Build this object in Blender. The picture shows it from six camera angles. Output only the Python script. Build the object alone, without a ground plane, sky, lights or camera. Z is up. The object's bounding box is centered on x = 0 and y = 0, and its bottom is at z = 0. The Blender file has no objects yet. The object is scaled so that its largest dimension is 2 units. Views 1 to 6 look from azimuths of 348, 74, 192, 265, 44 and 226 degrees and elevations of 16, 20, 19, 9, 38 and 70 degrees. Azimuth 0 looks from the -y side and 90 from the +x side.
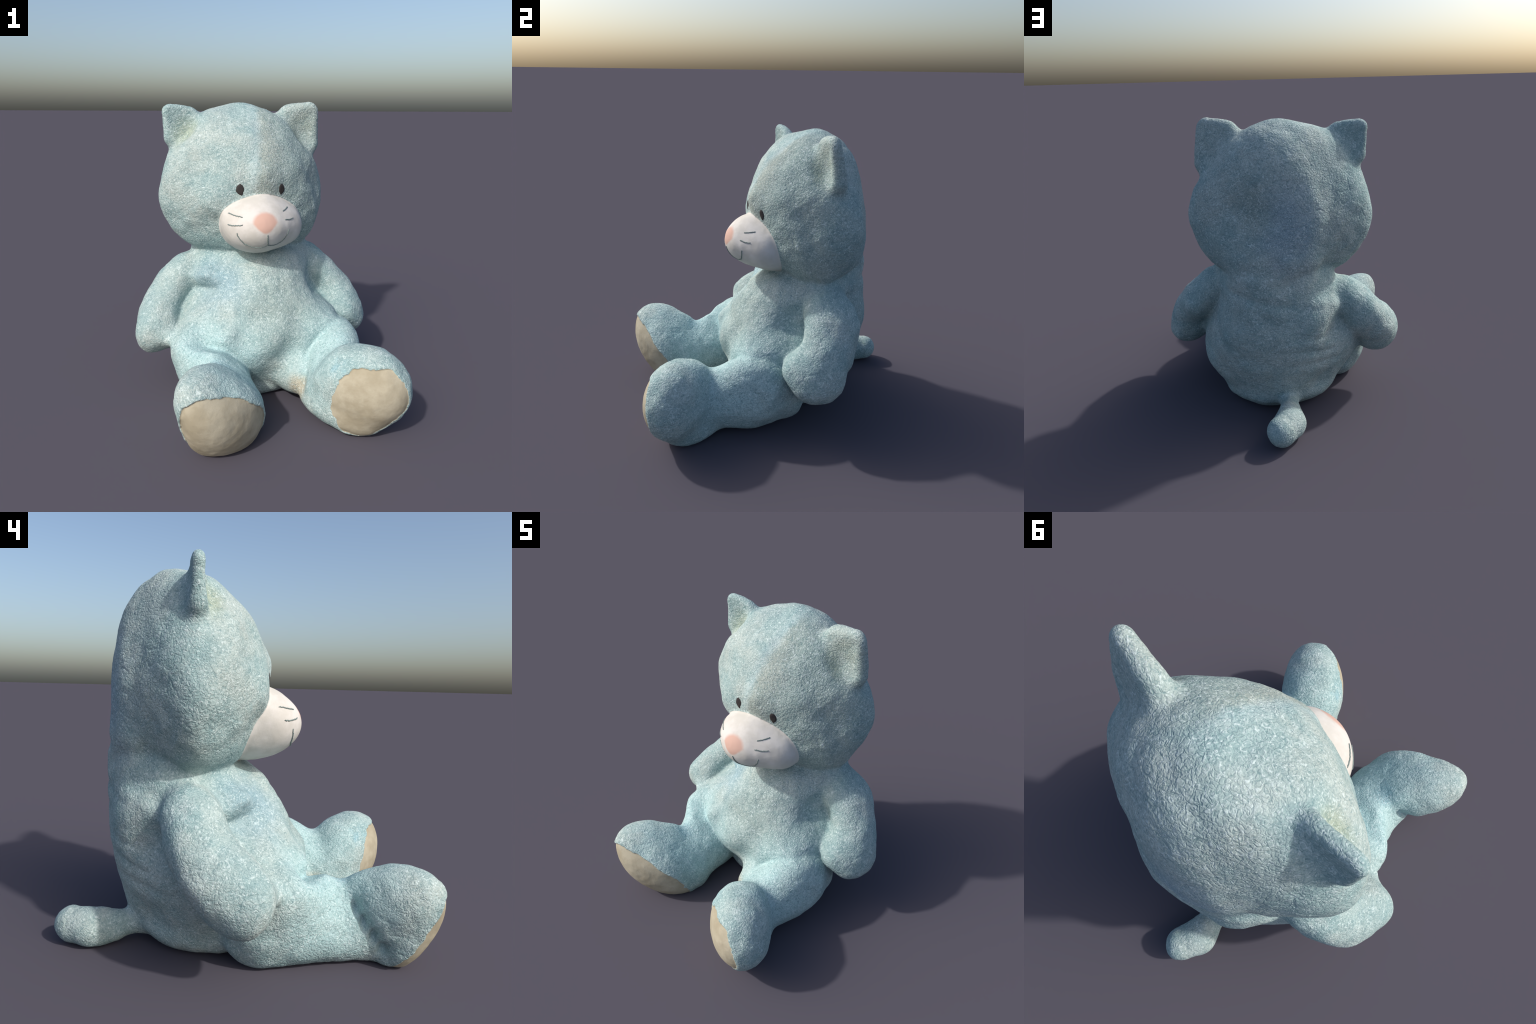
"""A plush cat sitting on the floor: padded head with two folded ears and a sewn-on
muzzle, pear-shaped torso, drooping arms, splayed legs with big feet and cloth soles, tail.

The padded body is one soft blend of rounded forms (ellipsoids, tapered limbs, ear flaps)
with dents and folds pressed in; it is meshed as a smooth skin, given plush relief, and then
separated into its anatomical parts along the seams."""
import bpy, bmesh, math
import numpy as np
from mathutils import Vector, Matrix

RNG = np.random.default_rng(7)

# ------------------------------------------------------------------ forms
FORMS = []          # (part, kind, parameters, softness of the join inside the part)


def blob(part, centre, radii, tilt=(0, 0, 0), soft=.15):
    FORMS.append((part, "blob", [*centre, *radii, *tilt], soft))


def limb(part, start, r0, end, r1, soft=.08):
    FORMS.append((part, "limb", [*start, r0, *end, r1], soft))


def flap(part, a, b, tip, thick, soft=.05):
    FORMS.append((part, "flap", [*a, *b, *tip, thick], soft))


# how each part joins the body built so far: (part, softness)
JOIN = [("torso", 0.12), ("arm_r", 0.045), ("arm_l", 0.045), ("leg_r", 0.045),
        ("leg_l", 0.045), ("foot_r", 0.06), ("foot_l", 0.06), ("tail", 0.05),
        ("head", 0.045), ("muzzle", 0.02), ("ear_r", 0.07), ("ear_l", 0.07)]
blob("torso", (0.052, 0.293, 0.669), (0.380, 0.439, 0.322), (-0.011, 0.047, 0.097), 0.15)
blob("torso", (-0.005, 0.133, 0.439), (0.564, 0.545, 0.412), (-0.058, 0.034, 0.089), 0.15)
blob("torso", (-0.021, 0.195, 0.085), (0.384, 0.440, 0.159), (0.065, 0.088, -0.195), 0.15)
blob("torso", (0.198, -0.318, 0.197), (0.152, 0.163, 0.140), (-0.012, 0.012, 0.002), 0.12)
blob("torso", (-0.057, 0.279, 0.856), (0.444, 0.363, 0.100), (0.085, -0.178, -0.124), 0.15)
blob("torso", (-0.049, 0.347, 0.955), (0.375, 0.247, 0.251), (-0.021, -0.086, 0.042), 0.12)
blob("arm_r", (-0.592, 0.226, 0.687), (0.136, 0.156, 0.308), (-0.100, 0.749, 0.291), 0.1)
blob("arm_r", (-0.709, 0.043, 0.468), (0.124, 0.170, 0.188), (-0.682, 0.214, -0.668), 0.15)
blob("arm_l", (0.515, 0.280, 0.733), (0.138, 0.177, 0.283), (-0.343, -0.898, 0.091), 0.1)
blob("arm_l", (0.688, 0.137, 0.468), (0.148, 0.194, 0.194), (-0.216, -0.622, -0.239), 0.15)
limb("leg_r", (-0.353, -0.112, 0.208), 0.244, (-0.308, -0.581, 0.151), 0.194, 0.06)
limb("leg_l", (0.460, -0.129, 0.223), 0.248, (0.391, -0.578, 0.211), 0.178, 0.06)
blob("foot_r", (-0.389, -0.728, 0.248), (0.181, 0.235, 0.367), (0.840, -0.385, -0.551), 0.08)
blob("foot_l", (0.487, -0.750, 0.291), (0.195, 0.306, 0.264), (-0.493, -0.094, 0.887), 0.08)
blob("foot_r", (-0.367, -0.784, 0.183), (0.230, 0.105, 0.231), (0.322, -0.206, 0.300), 0.1)
blob("foot_l", (0.392, -0.603, 0.099), (0.291, 0.183, 0.100), (-0.146, 0.144, -0.964), 0.1)
limb("tail", (-0.150, 0.550, 0.095), 0.082, (-0.195, 0.800, 0.095), 0.088, 0.06)
limb("tail", (-0.195, 0.800, 0.095), 0.088, (-0.160, 0.905, 0.100), 0.092, 0.06)
blob("head", (-0.115, 0.242, 1.552), (0.413, 0.308, 0.469), (-0.320, -0.037, 0.119), 0.1)
blob("head", (-0.098, 0.191, 1.266), (0.523, 0.150, 0.364), (0.207, 0.127, -0.095), 0.35)
blob("head", (0.112, 0.456, 1.365), (0.405, 0.166, 0.351), (0.112, -0.088, -0.216), 0.35)
blob("muzzle", (-0.006, 0.010, 1.206), (0.276, 0.339, 0.207), (0.031, 0.036, -0.234), 0.03)
flap("ear_r", (-0.392, 0.246, 1.914), (-0.556, 0.231, 1.714), (-0.577, 0.231, 1.937), 0.036, 0.07)
flap("ear_l", (0.227, 0.302, 1.921), (0.460, 0.332, 1.622), (0.454, 0.274, 1.969), 0.044, 0.07)
# seams where the cloth is pulled in between two parts
TUCK = {'leg_r': .008, 'leg_l': .008, 'head': .006}
# dents: pressed-in (negative) or puffed-out (positive) soft spots: centre, size xyz, depth
SPOTS = [
    ((-0.315, 0.030, 0.644), (0.159, 0.188, 0.164), -0.075),
    ((0.350, 0.037, 0.660), (0.151, 0.149, 0.137), -0.068),
    ((0.033, -0.366, 0.415), (0.161, 0.161, 0.159), -0.016),
    ((-0.333, 0.604, 0.663), (0.183, 0.181, 0.158), 0.050),
    ((0.356, 0.445, 0.705), (0.162, 0.152, 0.156), -0.040),
    ((-0.354, 0.403, 1.719), (0.250, 0.180, 0.240), -0.027),
    ((0.315, 0.443, 1.635), (0.188, 0.178, 0.134), -0.020),
    ((0.078, 0.659, 1.454), (0.207, 0.172, 0.160), -0.031),
    ((-0.266, 0.058, 1.537), (0.231, 0.135, 0.229), -0.079),
    ((0.420, 0.081, 1.393), (0.172, 0.169, 0.154), -0.025),
    ((0.009, -0.203, 1.512), (0.134, 0.142, 0.124), 0.038),
    ((-0.316, -0.158, 1.253), (0.142, 0.133, 0.189), 0.036),
    ((0.098, -0.115, 1.186), (0.166, 0.169, 0.176), -0.024),
    ((-0.009, 0.604, 0.132), (0.163, 0.159, 0.161), 0.011),
    ((-0.377, 0.454, 0.288), (0.157, 0.167, 0.182), -0.027),
    ((0.434, 0.500, 0.247), (0.146, 0.161, 0.179), 0.032),
    ((-0.078, -0.181, 0.873), (0.151, 0.167, 0.171), 0.023),
    ((-0.413, -0.435, 0.526), (0.189, 0.118, 0.158), 0.085),
    ((0.530, -0.303, 0.502), (0.180, 0.247, 0.165), 0.106),
    ((0.014, 0.718, 1.051), (0.284, 0.166, 0.203), 0.072),
    ((-0.434, -0.045, 0.906), (0.153, 0.172, 0.140), 0.059),
    ((0.464, 0.267, 0.948), (0.116, 0.194, 0.155), 0.033),
    ((-0.562, -0.211, 0.415), (0.111, 0.155, 0.131), 0.154),
    ((0.550, -0.106, 0.182), (0.153, 0.117, 0.186), -0.080),
    ((-0.004, -0.302, 0.119), (0.200, 0.201, 0.161), -0.012),
    ((-0.157, 0.268, 1.886), (0.188, 0.158, 0.161), -0.058),
    ((-0.038, -0.218, 0.538), (0.255, 0.131, 0.161), -0.109),
    ((-0.624, 0.341, 0.639), (0.145, 0.180, 0.144), -0.020),
    ((0.541, 0.498, 0.715), (0.135, 0.131, 0.179), 0.037),
    ((0.242, -0.081, 1.138), (0.120, 0.134, 0.148), 0.043),
    ((-0.272, -0.108, 1.198), (0.135, 0.143, 0.115), -0.027),
    ((-0.306, 0.585, 1.056), (0.148, 0.142, 0.142), 0.037),
    ((-0.200, -0.331, 0.419), (0.130, 0.130, 0.130), 0.001),
    ((0.122, -0.449, 0.301), (0.130, 0.130, 0.130), -0.003),
    ((-0.117, -0.078, 0.842), (0.127, 0.128, 0.127), -0.026),
    ((-0.236, -0.000, 0.857), (0.132, 0.131, 0.130), -0.009),
    ((0.408, -0.045, 0.778), (0.134, 0.131, 0.126), 0.020),
    ((-0.551, 0.335, 0.566), (0.115, 0.126, 0.127), 0.035),
    ((-0.003, 0.611, 0.087), (0.127, 0.130, 0.125), -0.016),
    ((-.455, .185, 1.80), (.08, .055, .09), -.032),     # bowl of the right ear
    ((.395, .235, 1.79), (.085, .06, .095), -.038),     # bowl of the left ear
    ((-.495, -.56, .31), (.08, .024, .04), -.034),   # fold between the right heel and the toes
    ((-.50, -.60, .255), (.08, .024, .042), -.044),
    ((-.51, -.65, .19), (.08, .026, .045), -.044),
    ((-.515, -.70, .125), (.08, .028, .045), -.036),
    ((-.53, -.74, .25), (.06, .09, .05), -.012),
    ((-.18, -.38, .46), (.10, .10, .11), -.03),     # creases between belly and thighs
    ((.14, -.38, .38), (.075, .09, .11), -.040),
    ((.0, -.42, .28), (.13, .08, .09), -.035),
    ((.21, -.32, .58), (.07, .08, .08), -.020),
    ((-.02, .70, 1.035), (.32, .12, .045), .018),     # nape, level with the back of the head
    ((-.20, .55, .08), (.20, .12, .10), -.030),      # rump drawn in above the tail
    ((.16, .58, .08), (.20, .12, .10), -.030),
    ((-.20, .0, 1.0), (.20, .12, .07), .014),        # full jaw
    ((.15, .02, 1.0), (.18, .12, .07), .014),
    ((.08, -.39, .20), (.10, .10, .10), -.030),      # gap between the thighs
    ((-.58, .06, .33), (.08, .10, .09), .030),       # back of the right hand
]


def smin(a, b, k):
    h = np.maximum(k - np.abs(a - b), 0) / k
    return np.minimum(a, b) - h * h * k * .25


def euler(e):
    (cx, cy, cz), (sx, sy, sz) = np.cos(e), np.sin(e)
    return (np.array([[cz, -sz, 0], [sz, cz, 0], [0, 0, 1]]) @ np.array([[cy, 0, sy], [0, 1, 0], [-sy, 0, cy]])
            @ np.array([[1, 0, 0], [0, cx, -sx], [0, sx, cx]]))


def form_distance(kind, p, X):
    p = np.asarray(p, float)
    if kind == "blob":
        Q = (X - p[:3]) @ euler(p[6:9])
        r = p[3:6]
        k0 = np.sqrt(((Q / r) ** 2).sum(-1)) + 1e-9
        k1 = np.sqrt(((Q / r ** 2) ** 2).sum(-1)) + 1e-9
        return k0 * (k0 - 1) / k1
    if kind == "limb":
        a, ra, b, rb = p[:3], p[3], p[4:7], p[7]
        ba = b - a
        h = np.clip(((X - a) @ ba) / (ba @ ba), 0, 1)
        return np.linalg.norm(X - a - h[..., None] * ba, axis=-1) - (ra + (rb - ra) * h)
    # an ear flap: rounded triangle, thick at the base and thin at the tip
    a, b, c = p[:3], p[3:6], p[6:9]
    mid, axis = (a + b + c) / 3, (a + b) / 2 - c
    r = p[9] * (.72 + .55 * np.clip((X - c) @ axis / (axis @ axis), 0, 1))
    a, b, c = (mid + (q - mid) * .62 for q in (a, b, c))
    ba, cb, ac = b - a, c - b, a - c
    n = np.cross(ba, ac)
    n = n / np.linalg.norm(n)
    h = (X - a) @ n
    Y = X - h[..., None] * n
    inside = sum(np.sign((Y - q) @ np.cross(e, n)) for q, e in ((a, ba), (b, cb), (c, ac)))

    def edge(e, q):
        k = np.clip((q @ e) / (e @ e), 0, 1)
        d = q - k[..., None] * e
        return (d * d).sum(-1)
    rim = np.sqrt(np.minimum(np.minimum(edge(ba, Y - a), edge(cb, Y - b)), edge(ac, Y - c)))
    rim = np.maximum(np.where(inside < 2, rim, 0) - .03, 0)
    return np.sqrt(rim * rim + h * h + 1e-9) - r


def part_distances(X):
    G = {}
    for part, kind, p, soft in FORMS:
        d = form_distance(kind, p, X)
        G[part] = d if part not in G else smin(G[part], d, soft)
    return G


def field(X, parts=False):
    """Signed distance of the padded body; with parts=True also that of each part."""
    G = part_distances(X)
    d = None
    for part, k in JOIN:
        if d is None:
            d = G[part]
            continue
        tuck = TUCK[part] * np.exp(-((d - G[part]) / .03) ** 2) if part in TUCK else 0
        d = smin(d, G[part], k) + tuck
    for c, s, depth in SPOTS:
        q = (((X - np.array(c)) / np.array(s)) ** 2).sum(-1)
        d = d - depth * np.exp(-q)
    d = -smin(-d, X[..., 2] - .004, .02)        # it sits flat on the floor
    return (d, G) if parts else d


def chunked(f, X, n=20000):
    return np.concatenate([f(X[i:i + n]) for i in range(0, len(X), n)])


def gradient(f, X, h=.004):
    """Tetrahedral finite differences."""
    k = np.array([[1, -1, -1], [-1, -1, 1], [-1, 1, -1], [1, 1, 1]], float)
    return sum(e * f(X + h * e)[:, None] for e in k) / (4 * h)


def settle(X, steps=3):
    """Pull points onto the surface of the body."""
    def go(P):
        for _ in range(steps):
            g = gradient(field, P)
            d = field(P)
            P = P - np.clip(d, -.02, .02)[:, None] * g / np.maximum((g * g).sum(-1), .2)[:, None]
        return P
    return chunked(go, X)


# ------------------------------------------------------------------ noise
def noise3(X, seed=0):
    """Smooth lattice noise in -1..1."""
    X = X + np.array([17.3, 41.7, 9.1]) * (seed + 1)
    i = np.floor(X).astype(np.int64)
    f = X - i
    f = f * f * f * (f * (f * 6 - 15) + 10)

    def h(a, b, c):
        n = (a * 73856093 ^ b * 19349663 ^ c * 83492791 ^ (seed * 2654435761)) & 0xFFFFFFFF
        n = (n ^ (n >> 13)) * 1274126177 & 0xFFFFFFFF
        n = (n ^ (n >> 16)) * 2246822519 & 0xFFFFFFFF
        return ((n >> 8) & 0xFFFF) / 32767.5 - 1
    r = 0
    for a in (0, 1):
        for b in (0, 1):
            for c in (0, 1):
                w = (f[:, 0] if a else 1 - f[:, 0]) * (f[:, 1] if b else 1 - f[:, 1]) * (f[:, 2] if c else 1 - f[:, 2])
                r = r + w * h(i[:, 0] + a, i[:, 1] + b, i[:, 2] + c)
    return r


def fbm(X, octaves=3, seed=0):
    return sum(noise3(X * 2.03 ** o, seed + o) * .55 ** o for o in range(octaves))


# ------------------------------------------------------------------ skin
def skin(cell=.02):
    """Mesh of the body: dual mesh of the cells the surface passes through."""
    lo, hi = np.array([-1.02, -1.16, -.04]), np.array([1.02, 1.08, 2.06])
    n = np.ceil((hi - lo) / cell).astype(int) + 1
    ax = [lo[k] + cell * np.arange(n[k]) for k in range(3)]
    P = np.stack(np.meshgrid(*ax, indexing="ij"), -1).reshape(-1, 3)
    # a coarse look first: only cells near the skin are measured exactly
    P = P.reshape(*n, 3)
    s = 5
    C = field(P[s // 2::s, s // 2::s, s // 2::s].reshape(-1, 3)).reshape([len(range(s // 2, k, s)) for k in n])
    D = C[np.ix_(*[np.minimum(np.arange(k) // s, c - 1) for k, c in zip(n, C.shape)])]
    near = np.abs(D) < cell * s * 1.6
    D[near] = chunked(field, P[near])
    inside = D < 0
    m = n - 1
    acc, cnt = np.zeros((*m, 3)), np.zeros(m)
    corner = np.stack(np.meshgrid(*[np.arange(k) for k in m], indexing="ij"), -1)
    for axis in range(3):
        step = np.eye(3, dtype=int)[axis]
        others = [k for k in range(3) if k != axis]
        for u in (0, 1):
            for v in (0, 1):
                o = np.zeros(3, int)
                o[others[0]], o[others[1]] = u, v
                e = o + step
                a = D[o[0]:o[0] + m[0], o[1]:o[1] + m[1], o[2]:o[2] + m[2]]
                b = D[e[0]:e[0] + m[0], e[1]:e[1] + m[1], e[2]:e[2] + m[2]]
                cut = (a < 0) != (b < 0)
                t = np.where(cut, a / np.where(cut, a - b, 1), 0)
                acc += cut[..., None] * (o + t[..., None] * step)
                cnt += cut
    used = cnt > 0
    index = -np.ones(m, int)
    index[used] = np.arange(used.sum())
    V = lo + cell * (corner[used] + acc[used] / cnt[used][:, None])
    quads = []
    for axis in range(3):
        j, k = [(1, 2), (2, 0), (0, 1)][axis]
        step = np.eye(3, dtype=int)
        sl = [slice(1, m[q]) for q in range(3)]
        sl[axis] = slice(0, m[axis])
        a = inside[tuple(sl)]
        sl2 = list(sl)
        sl2[axis] = slice(1, m[axis] + 1)
        b = inside[tuple(sl2)]
        for flip in (False, True):
            c = np.argwhere((a & ~b) if not flip else (~a & b))
            for q in range(3):
                if q != axis:
                    c[:, q] += 1
            ring = [c - step[j] - step[k], c - step[k], c, c - step[j]]
            if flip:
                ring = ring[::-1]
            quads.append(np.stack([index[tuple(r.T)] for r in ring], -1))
    return V, np.concatenate(quads)


def quad_mesh(name, V, F):
    me = bpy.data.meshes.new(name)
    me.vertices.add(len(V))
    me.vertices.foreach_set("co", np.asarray(V, np.float32).ravel())
    me.loops.add(F.size)
    me.loops.foreach_set("vertex_index", np.asarray(F, np.int32).ravel())
    me.polygons.add(len(F))
    me.polygons.foreach_set("loop_start", np.arange(0, F.size, F.shape[1], dtype=np.int32))
    me.update(calc_edges=True)
    me.validate()
    return me


def normals_of(V, F):
    me = quad_mesh("skin", V, F)
    n = np.empty(len(V) * 3, np.float32)
    me.vertex_normals.foreach_get("vector", n)
    bpy.data.meshes.remove(me)
    return n.reshape(-1, 3)


def refine(V, F, levels):
    me = quad_mesh("skin", V, F)
    ob = bpy.data.objects.new("skin", me)
    bpy.context.scene.collection.objects.link(ob)
    mod = ob.modifiers.new("fine", "SUBSURF")
    mod.levels = mod.render_levels = levels
    ev = ob.evaluated_get(bpy.context.evaluated_depsgraph_get()).to_mesh()
    V2 = np.empty(len(ev.vertices) * 3, np.float32)
    ev.vertices.foreach_get("co", V2)
    F2 = np.empty(len(ev.loops), np.int32)
    ev.loops.foreach_get("vertex_index", F2)
    bpy.data.objects.remove(ob)
    bpy.data.meshes.remove(me)
    return V2.reshape(-1, 3).astype(float), F2.reshape(-1, 4)


# ------------------------------------------------------------------ soles, nose, ear linings
SOLES = {"foot_r": ((-.442, -.952, .442), (.16, -.89, -.43)), "foot_l": ((.511, -.935, .491), (-.375, -.92, -.09))}


def sole_side(X, G):
    """Positive on the cloth soles; the hem of the fur above them is ragged."""
    out = np.full(len(X), -1.)
    hem = .010 * fbm(X * 13, 3, 5) + .012
    for part, (p, n) in SOLES.items():
        s = (X - np.array(p)) @ (np.array(n) / np.linalg.norm(n)) + hem
        s = np.where(G[part] < .06, s, -1.)
        out = np.maximum(out, s)
    return out


NOSE = np.array([-.023, -.315, 1.245])


def nose_side(X):
    """Positive inside a rounded triangle on the tip of the muzzle."""
    x, z = (X[:, 0] - NOSE[0]) / .082, (X[:, 2] - NOSE[2]) / .066
    w = np.where(z > 0, 1, np.clip(1 + .45 * z, .3, 1))
    return np.where(X[:, 1] < -.17, 1 - np.sqrt((x / w) ** 2 + z ** 2), -1)


def snap(V, F, side, s, tip=.007):
    """Move the vertices along the border where side() changes sign onto that border."""
    fs = s[F].mean(1) > 0
    pos, neg = np.zeros(len(V), bool), np.zeros(len(V), bool)
    pos[F[fs].ravel()] = True
    neg[F[~fs].ravel()] = True
    b = np.flatnonzero(pos & neg)
    P = V[b]
    for _ in range(2):
        g = gradient(side, P, .003)
        nrm = gradient(field, P)
        nrm /= np.linalg.norm(nrm, axis=1)[:, None] + 1e-9
        g -= (g * nrm).sum(1)[:, None] * nrm
        step = side(P)[:, None] * g / np.maximum((g * g).sum(1), .05)[:, None]
        L = np.linalg.norm(step, axis=1)[:, None]
        P = P - step * np.minimum(1, tip / np.maximum(L, 1e-9))
    V[b] = settle(P, 1)
    return fs


V, F = refine(*skin(), 1)
V, F = refine(settle(V, 2), F, 1)
V = V - np.clip(chunked(field, V), -.01, .01)[:, None] * normals_of(V, F)
G = {p: np.empty(len(V)) for p, _ in JOIN}
for i in range(0, len(V), 20000):
    for p, v in part_distances(V[i:i + 20000]).items():
        G[p][i:i + 20000] = v


def muzzle_side(X, G=None):
    G = G or part_distances(X)
    return np.minimum(G["head"], G["torso"]) - G["muzzle"]


f_muzzle = snap(V, F, muzzle_side, muzzle_side(V, G))
f_sole = snap(V, F, lambda X: sole_side(X, part_distances(X)), sole_side(V, G))
f_nose = snap(V, F, nose_side, nose_side(V)) & f_muzzle

order = [p for p, _ in JOIN]
stack = np.stack([G[p] for p in order], 1)
stack[:, order.index("muzzle")] = 9
label = stack[F].mean(1).argmin(1)
names = np.array(order, dtype=object)[label]
names[f_muzzle] = "muzzle"
names[f_nose] = "nose"
names[f_sole & (names == "foot_r")] = "sole_r"
names[f_sole & (names == "foot_l")] = "sole_l"

# plush relief: tufts and soft lumps on the fur, none on the cloth
nrm = normals_of(V, F)
cloth = np.zeros(len(V))
np.add.at(cloth, F.ravel(), np.repeat(np.isin(names, ["muzzle", "nose", "sole_r", "sole_l"]), 4).astype(float))
cnt = np.bincount(F.ravel(), minlength=len(V))
fur = 1 - np.clip(cloth / cnt, 0, 1)
warp = V + .012 * np.stack([noise3(V * 30, s) for s in (11, 12, 13)], -1)
tuft = 1 - np.abs(noise3(warp * 62, 21)) * 1.6
relief = .0008 * tuft + .0003 * noise3(V * 110, 23) + .0065 * fbm(V * 8, 2, 31)
# slack cloth: folds across the right flank of the back, wrinkles on belly and thighs
for z0, slope, amount in ((.62, .10, .006), (.51, .16, .009), (.41, .10, .007)):
    at = (V[:, 2] - z0 - slope * (V[:, 0] + .3) - .012 * noise3(V * 9, 51)) / .028
    where = np.exp(-((V[:, 0] + .34) / .20) ** 2) * (V[:, 1] > .25) * np.clip((V[:, 1] - .25) / .15, 0, 1)
    relief -= amount * np.exp(-at ** 2) * where
crease = np.clip(1 - np.abs(noise3(V * np.array([7, 7, 11]) + .35 * fbm(V * 14, 2, 61)[:, None], 62)) * 4, 0, 1) ** 2
relief -= .0022 * crease * np.clip(.5 + 1.5 * noise3(V * 3.1, 63), 0, 1)
relief = relief * fur + (1 - fur) * .0015 * fbm(V * 14, 2, 41) + .003 * fur
# puffed hem of the fur around the soles
hem = sole_side(V, G)
relief += .0045 * np.exp(-((hem + .012) / .018) ** 2) * fur
V = V + nrm * relief[:, None]
V[:, 2] = np.maximum(V[:, 2], 0)

# ------------------------------------------------------------------ materials
class Nodes:
    def __init__(self, name):
        self.mat = bpy.data.materials.new(name)
        self.mat.use_nodes = True
        self.t = self.mat.node_tree
        self.t.nodes.clear()
        self.out = self.add("ShaderNodeOutputMaterial")
        self.bsdf = self.add("ShaderNodeBsdfPrincipled")
        self.link(self.bsdf.outputs[0], self.out.inputs[0])
        self.pos = self.add("ShaderNodeTexCoord").outputs["Object"]

    def add(self, kind, **kw):
        n = self.t.nodes.new(kind)
        for k, v in kw.items():
            setattr(n, k, v)
        return n

    def link(self, a, b):
        self.t.links.new(a, b)

    def put(self, socket, v):
        if hasattr(v, "node"):
            self.link(v, socket)
        else:
            socket.default_value = v

    def math(self, op, a, b=0., clamp=False):
        n = self.add("ShaderNodeMath", operation=op, use_clamp=clamp)
        self.put(n.inputs[0], a)
        self.put(n.inputs[1], b)
        return n.outputs[0]

    def noise(self, scale, detail=3, rough=.55, distort=0., vec=None):
        n = self.add("ShaderNodeTexNoise")
        self.put(n.inputs["Vector"], vec or self.pos)
        for k, v in (("Scale", scale), ("Detail", detail), ("Roughness", rough), ("Distortion", distort)):
            n.inputs[k].default_value = v
        return n.outputs["Fac"]

    def ramp(self, v, lo, hi, a=0., b=1.):
        n = self.add("ShaderNodeMapRange", interpolation_type="SMOOTHSTEP")
        self.put(n.inputs["Value"], v)
        for k, x in (("From Min", lo), ("From Max", hi), ("To Min", a), ("To Max", b)):
            n.inputs[k].default_value = x
        return n.outputs["Result"]

    def mix(self, fac, a, b, blend="MIX"):
        n = self.add("ShaderNodeMix", data_type="RGBA", blend_type=blend)
        self.put(n.inputs["Factor"], fac)
        for s, v in ((n.inputs[6], a), (n.inputs[7], b)):
            self.put(s, (*v, 1) if isinstance(v, tuple) else v)
        return n.outputs[2]

    def xyz(self, vec=None):
        n = self.add("ShaderNodeSeparateXYZ")
        self.link(vec or self.pos, n.inputs[0])
        return n.outputs

    def zone(self, centre, size, inner=.35, outer=1., rough=.0, scale=6.):
        """Soft-edged ellipsoidal patch, 1 inside and 0 outside, with a ragged rim."""
        m = self.add("ShaderNodeMapping", vector_type="TEXTURE")
        m.inputs["Location"].default_value = centre
        m.inputs["Scale"].default_value = size
        self.link(self.pos, m.inputs["Vector"])
        L = self.add("ShaderNodeVectorMath", operation="LENGTH")
        self.link(m.outputs[0], L.inputs[0])
        v = L.outputs["Value"]
        if rough:
            v = self.math("ADD", v, self.math("MULTIPLY", self.math("SUBTRACT", self.noise(scale), .5), rough))
        return self.ramp(v, inner, outer, 1., 0.)

    def bump(self, height, strength, dist):
        n = self.add("ShaderNodeBump")
        n.inputs["Strength"].default_value = strength
        n.inputs["Distance"].default_value = dist
        self.link(height, n.inputs["Height"])
        self.link(n.outputs[0], self.bsdf.inputs["Normal"])

    def finish(self, colour, rough=.9, sheen=0.):
        self.put(self.bsdf.inputs["Base Color"], colour)
        self.bsdf.inputs["Roughness"].default_value = rough
        self.bsdf.inputs["Specular IOR Level"].default_value = .15
        self.bsdf.inputs["Sheen Weight"].default_value = sheen
        return self.mat


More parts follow.
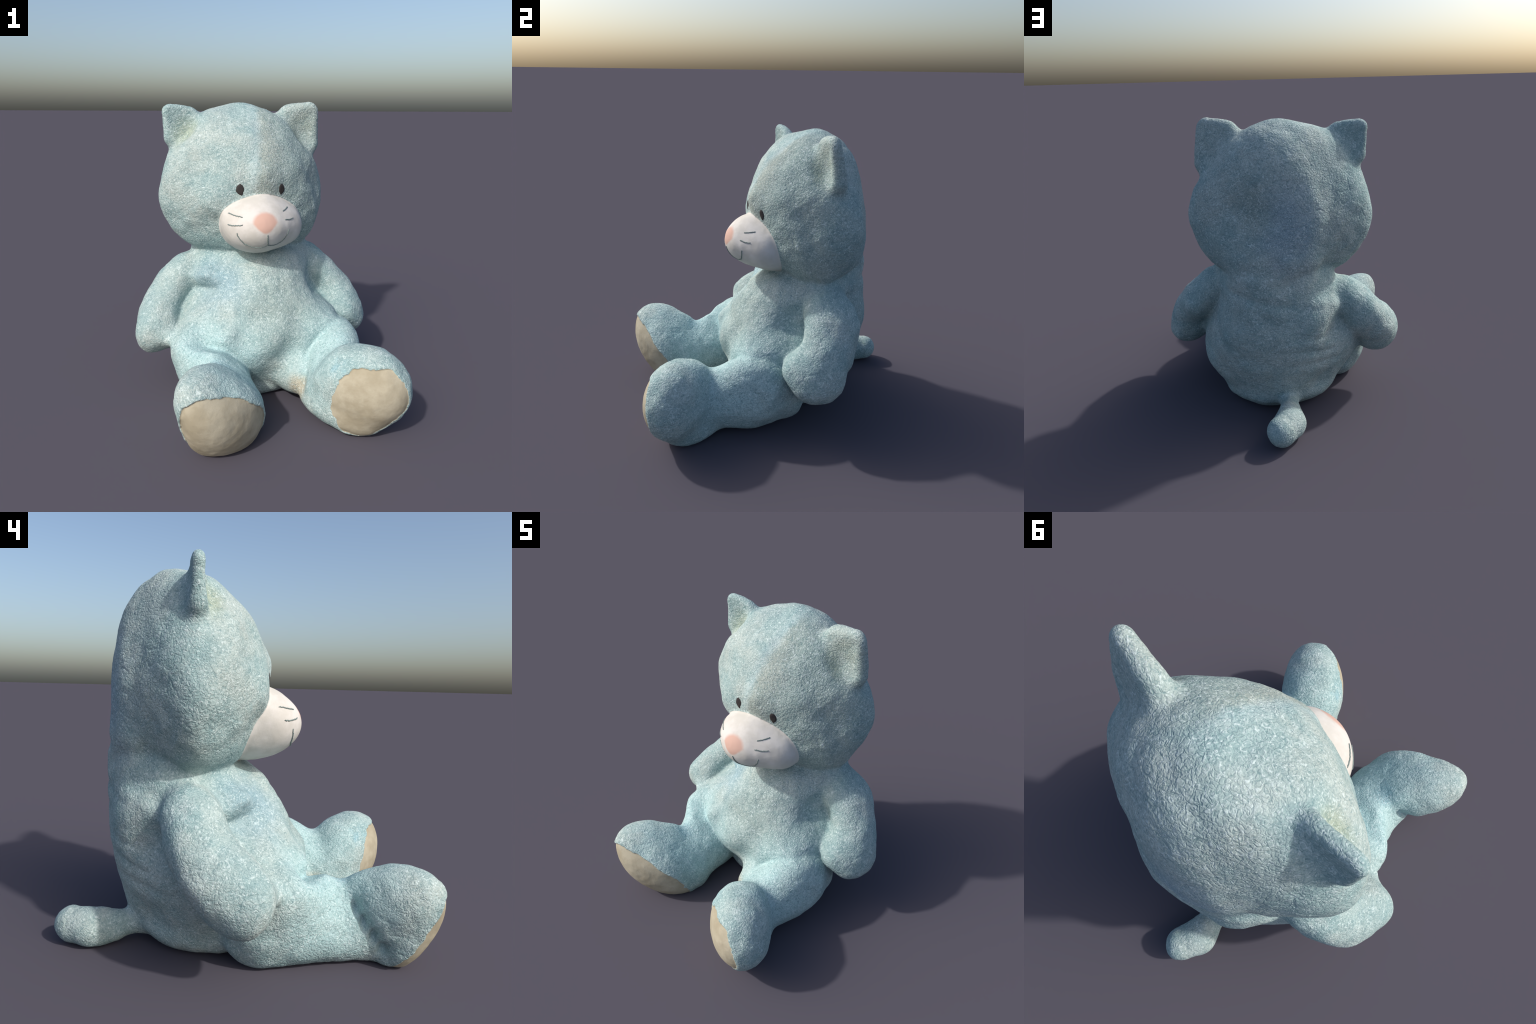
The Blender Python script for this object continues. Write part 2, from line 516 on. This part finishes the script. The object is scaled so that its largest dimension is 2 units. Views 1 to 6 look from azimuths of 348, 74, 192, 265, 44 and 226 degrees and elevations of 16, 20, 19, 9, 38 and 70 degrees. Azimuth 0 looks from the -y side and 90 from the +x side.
def fur_material():
    m = Nodes("plush_fur")
    x, y, z = m.xyz()
    # tufts: crowded curls with thin grooves between them
    warp = m.add("ShaderNodeVectorMath", operation="MULTIPLY_ADD")
    nz = m.add("ShaderNodeTexNoise")
    nz.inputs["Scale"].default_value = 28
    nz.inputs["Detail"].default_value = 2
    m.link(m.pos, nz.inputs["Vector"])
    m.link(nz.outputs["Color"], warp.inputs[0])
    warp.inputs[1].default_value = (.06, .06, .06)
    m.link(m.pos, warp.inputs[2])
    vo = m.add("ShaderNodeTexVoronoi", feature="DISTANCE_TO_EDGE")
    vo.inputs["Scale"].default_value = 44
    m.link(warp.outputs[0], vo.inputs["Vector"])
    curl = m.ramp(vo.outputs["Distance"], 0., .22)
    fine = m.noise(140, 3, .6, .6)
    stroke = m.noise(38, 3, .55, 2.6)
    mid = m.noise(34, 3, .6, 1.2)
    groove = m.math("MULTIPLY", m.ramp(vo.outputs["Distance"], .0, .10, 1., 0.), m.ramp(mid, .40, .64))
    # large soft colour differences, mottled
    c = m.mix(m.ramp(m.noise(2.6, 3, .5), .35, .65), (.285, .395, .395), (.375, .44, .42))  # base darkened to a mean of bright crown and baked-in shade on back
    c = m.mix(m.ramp(m.noise(8, 4, .6, .4), .42, .68, 0., .42), c, (.19, .315, .33))
    c = m.mix(m.ramp(m.noise(11, 4, .6, .4), .48, .70, 0., .42), c, (.48, .565, .545))
    c = m.mix(m.math("MULTIPLY", m.zone((-.30, -.05, .80), (.34, .42, .28), .0, 1., .8), .8), c, (.235, .375, .44))
    c = m.mix(m.math("MULTIPLY", m.zone((-.38, -.45, .32), (.46, .66, .40), .3, 1., .6), .8), c, (.37, .545, .56))
    c = m.mix(m.math("MULTIPLY", m.zone((.44, -.42, .32), (.46, .62, .40), .3, 1., .6), .8), c, (.37, .545, .56))
    c = m.mix(m.math("MULTIPLY", m.zone((.10, -.30, .66), (.36, .34, .34), .1, 1., .7), .7), c, (.275, .345, .325))
    # the grey-green half of the face, with its straight edge down the forehead
    edge = m.math("SUBTRACT", x, m.math("MULTIPLY", m.math("SUBTRACT", z, 1.5), .16))
    half = m.ramp(m.math("ADD", edge, m.math("MULTIPLY", m.noise(20), .05)), -.05, .02)
    face = m.math("MULTIPLY", half, m.math("MULTIPLY", m.ramp(y, .10, .45, 1., 0.), m.ramp(z, 1.0, 1.12)))
    c = m.mix(m.math("MULTIPLY", face, .5), c, (.29, .345, .315))
    warmth = m.math("MULTIPLY", face, m.ramp(x, -.02, .22, 1., 0.))
    c = m.mix(m.math("MULTIPLY", warmth, .35), c, (.36, .37, .31))
    pale = m.math("MULTIPLY", m.math("SUBTRACT", 1., half), m.math("MULTIPLY", m.ramp(edge, -.14, -.04), m.math("MULTIPLY", m.ramp(y, .1, .4, 1., 0.), m.ramp(z, 1.35, 1.5))))
    c = m.mix(m.math("MULTIPLY", pale, .3), c, (.44, .58, .62))
    # dark grey-olive patch on the back of the head, bluer fur beside it
    c = m.mix(m.math("MULTIPLY", m.zone((.05, .70, 1.47), (.20, .30, .26), .1, 1., .8), .4), c, (.20, .25, .225))
    c = m.mix(m.math("MULTIPLY", m.zone((-.22, .66, 1.35), (.28, .30, .42), .1, 1., .7), .6), c, (.26, .36, .45))
    # ear linings
    for ctr, sz in (((-.455, .18, 1.77), (.14, .09, .17)), ((.375, .22, 1.79), (.15, .075, .17))):
        c = m.mix(m.math("MULTIPLY", m.zone(ctr, sz, .2, 1., .4), .75), c, (.33, .38, .29))
    # stains: beige at the crotch, blue on the instep
    c = m.mix(m.zone((.17, -.46, .16), (.10, .12, .13), .3, 1., .6), c, (.42, .39, .30))
    c = m.mix(m.math("MULTIPLY", m.zone((.35, -.76, .42), (.09, .10, .09), .1, 1., 1.2, 22), .8), c, (.16, .38, .48))
    c = m.mix(m.math("MULTIPLY", m.zone((-.36, -.55, .40), (.11, .10, .10), .1, 1., 1.0, 14), .6), c, (.20, .38, .46))
    # pale strokes over the tufts, darker lines and strokes between them
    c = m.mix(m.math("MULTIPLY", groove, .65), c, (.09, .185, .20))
    c = m.mix(m.ramp(stroke, .50, .70, 0., .55), c, (.66, .76, .76))
    c = m.mix(m.ramp(stroke, .30, .46, .50, 0.), c, (.17, .27, .28))
    c = m.mix(m.ramp(fine, .52, .78, 0., .22), c, (.66, .76, .76))
    h = m.math("ADD", m.math("MULTIPLY", curl, .45), m.math("ADD", m.math("MULTIPLY", fine, .35), m.math("ADD", m.math("MULTIPLY", mid, .35), m.math("MULTIPLY", stroke, .8))))
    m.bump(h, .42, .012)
    return m.finish(c, .95, .0)


def sole_material():
    m = Nodes("sole_cloth")
    n = m.noise(5, 4, .6)
    c = m.mix(m.ramp(n, .35, .65), (.33, .295, .215), (.43, .395, .305))
    c = m.mix(m.ramp(m.noise(160, 2), .4, .8, 0., .18), c, (.30, .26, .18))
    m.bump(m.math("ADD", m.noise(9, 3), m.math("MULTIPLY", m.noise(260, 2), .12)), .35, .02)
    return m.finish(c, .9, .0)


def muzzle_material():
    m = Nodes("short_plush")
    x, y, z = m.xyz()
    c = m.mix(m.ramp(m.noise(9, 4, .6), .35, .65), (.53, .51, .47), (.60, .58, .55))
    c = m.mix(m.math("MULTIPLY", m.ramp(z, 1.12, 1.04), .0), c, (.5, .5, .5))
    # pink of the nose: a rounded triangle fading softly at its rim
    u = m.math("DIVIDE", m.math("SUBTRACT", x, -.023), .082)
    v = m.math("DIVIDE", m.math("SUBTRACT", z, 1.245), .066)
    w = m.math("MINIMUM", 1., m.math("MAXIMUM", .3, m.math("ADD", 1., m.math("MULTIPLY", v, .45))))
    u = m.math("DIVIDE", u, w)
    r = m.math("SQRT", m.math("ADD", m.math("MULTIPLY", u, u), m.math("MULTIPLY", v, v)))
    r = m.math("ADD", r, m.math("MULTIPLY", m.math("SUBTRACT", m.noise(40), .5), .12))
    nose = m.math("MULTIPLY", m.ramp(r, .78, 1.12, 1., 0.), m.ramp(y, -.2, -.16, 1., 0.))
    c = m.mix(nose, c, (.56, .37, .305))
    m.bump(m.math("ADD", m.noise(45, 3), m.math("MULTIPLY", m.noise(220, 2), .3)), .15, .008)
    return m.finish(c, .85, .0)


def plain_material(name, colour, rough=.7):
    m = Nodes(name)
    m.bump(m.noise(300, 2), .3, .002)
    return m.finish(m.mix(m.noise(120, 2), colour, tuple(k * .75 for k in colour)), rough)


FUR, SOLE, PLUSH = fur_material(), sole_material(), muzzle_material()
THREAD = plain_material("grey_thread", (.20, .25, .24))
EYE = plain_material("black_stitching", (.045, .04, .04), .6)


# ------------------------------------------------------------------ objects
thing = bpy.data.objects.new("plush_cat", None)
thing.empty_display_size = .2
bpy.context.scene.collection.objects.link(thing)
thing["label"] = "sitting pale blue plush cat with white muzzle and pink nose"
thing["category"] = "stuffed toy"


def place(ob, parent):
    bpy.context.scene.collection.objects.link(ob)
    ob.parent = parent
    return ob


VN = normals_of(V, F)


def piece(key, name, parent, mat):
    f = F[names == key]
    used, inv = np.unique(f, return_inverse=True)
    me = quad_mesh(name, V[used], inv.reshape(f.shape))
    me.polygons.foreach_set("use_smooth", np.ones(len(f), bool))
    me.normals_split_custom_set_from_vertices(VN[used].tolist())
    me.materials.append(mat)
    return place(bpy.data.objects.new(name, me), parent)


head = piece("head", "head", thing, FUR)
torso = piece("torso", "torso", thing, FUR)
for side in "rl":
    piece(f"arm_{side}", "arm", thing, FUR)
    leg = piece(f"leg_{side}", "leg", thing, FUR)
    piece(f"foot_{side}", "foot", leg, FUR)
    piece(f"sole_{side}", "sole", leg, SOLE)
    piece(f"ear_{side}", "ear", head, FUR)
piece("tail", "tail", thing, FUR)
muzzle = piece("muzzle", "muzzle", head, PLUSH)
piece("nose", "nose", head, PLUSH)

# ------------------------------------------------------------------ embroidery
from mathutils.bvhtree import BVHTree
BVH = BVHTree.FromPolygons([Vector(v) for v in V], F.tolist())


def on_face(x, z, lift):
    """Point of the face at (x, z) seen from the front, raised by lift."""
    hit, n, _, _ = BVH.ray_cast(Vector((x, -2, z)), Vector((0, 1, 0)))
    return hit + n * lift


def thread(name, pts, radius=.0035, wobble=.0012):
    """A stitched line that follows the muzzle."""
    P = [Vector(p) for p in pts]
    dense = []
    n = 10
    for i in range(len(P) - 1):
        p0, p1, p2, p3 = P[max(i - 1, 0)], P[i], P[i + 1], P[min(i + 2, len(P) - 1)]
        for k in range(n + (i == len(P) - 2)):
            t = k / n
            dense.append(.5 * ((2 * p1) + (p2 - p0) * t + (2 * p0 - 5 * p1 + 4 * p2 - p3) * t * t + (3 * p1 - p0 - 3 * p2 + p3) * t ** 3))
    line = [on_face(q.x + RNG.normal(0, wobble), q.y + RNG.normal(0, wobble), .0012) for q in dense]
    cu = bpy.data.curves.new(name, "CURVE")
    cu.dimensions = "3D"
    cu.bevel_depth = radius
    cu.bevel_resolution = 2
    cu.use_fill_caps = True
    sp = cu.splines.new("POLY")
    sp.points.add(len(line) - 1)
    for i, (q, p) in enumerate(zip(line, sp.points)):
        p.co = (*q, 1)
        p.radius = (.8 + .35 * RNG.random()) * (.5 if i in (0, len(line) - 1) else 1)
    tmp = bpy.data.objects.new(name, cu)
    bpy.context.scene.collection.objects.link(tmp)
    me = bpy.data.meshes.new_from_object(tmp.evaluated_get(bpy.context.evaluated_depsgraph_get()))
    bpy.data.objects.remove(tmp)
    me.materials.clear()
    me.materials.append(THREAD)
    me.polygons.foreach_set("use_smooth", np.ones(len(me.polygons), bool))
    return place(bpy.data.objects.new(name, me), head)


def eye(x, z, w, h, lean, tail):
    """Stitched oval eye, slightly domed, pointed towards the bottom."""
    rings, seg = 6, 28
    co, fa = [], []
    jag = 1 + .05 * RNG.normal(size=seg)
    for r in range(rings + 1):
        q = r / rings
        for s in range(seg if r else 1):
            a = 2 * math.pi * s / seg
            u, v = math.cos(a) * w * q * jag[s], math.sin(a) * h * q * jag[s]
            if v < 0:
                u *= 1 - .45 * (v / h) ** 2
                u += tail * (v / h) ** 2
            co.append(on_face(x + u + lean * v, z + v, .0055 * (1 - q ** 4) - .002 * q ** 8))
    for s in range(seg):
        fa.append((0, 1 + s, 1 + (s + 1) % seg))
        for r in range(rings - 1):
            a, b = 1 + r * seg, 1 + (r + 1) * seg
            fa.append((a + s, b + s, b + (s + 1) % seg, a + (s + 1) % seg))
    me = bpy.data.meshes.new("eye")
    me.from_pydata([tuple(c) for c in co], [], fa)
    me.polygons.foreach_set("use_smooth", np.ones(len(me.polygons), bool))
    me.update()
    bm = bmesh.new()
    bm.from_mesh(me)
    bmesh.ops.recalc_face_normals(bm, faces=bm.faces)
    bm.faces.ensure_lookup_table()
    if bm.faces[0].normal.y > 0:
        bmesh.ops.reverse_faces(bm, faces=bm.faces)
    bm.to_mesh(me)
    me.materials.append(EYE)
    return place(bpy.data.objects.new("eye", me), head)


eye(-.151, 1.432, .029, .041, .05, .012)
eye(.134, 1.426, .023, .039, -.06, -.006)
thread("mouth_stitch", [(-.196, 1.180), (-.185, 1.152), (-.150, 1.112), (-.095, 1.086), (-.035, 1.082), (.0, 1.098)])
thread("mouth_stitch", [(.0, 1.098), (.045, 1.090), (.095, 1.106), (.130, 1.142), (.146, 1.188)])
thread("mouth_stitch", [(-.012, 1.175), (-.008, 1.14), (.0, 1.098)])
thread("whisker", [(-.236, 1.295), (-.200, 1.286), (-.158, 1.280)])
thread("whisker", [(-.245, 1.227), (-.205, 1.226), (-.160, 1.235)])
thread("whisker", [(.110, 1.303), (.132, 1.308), (.157, 1.318)])
thread("whisker", [(.117, 1.253), (.150, 1.248), (.186, 1.249)])
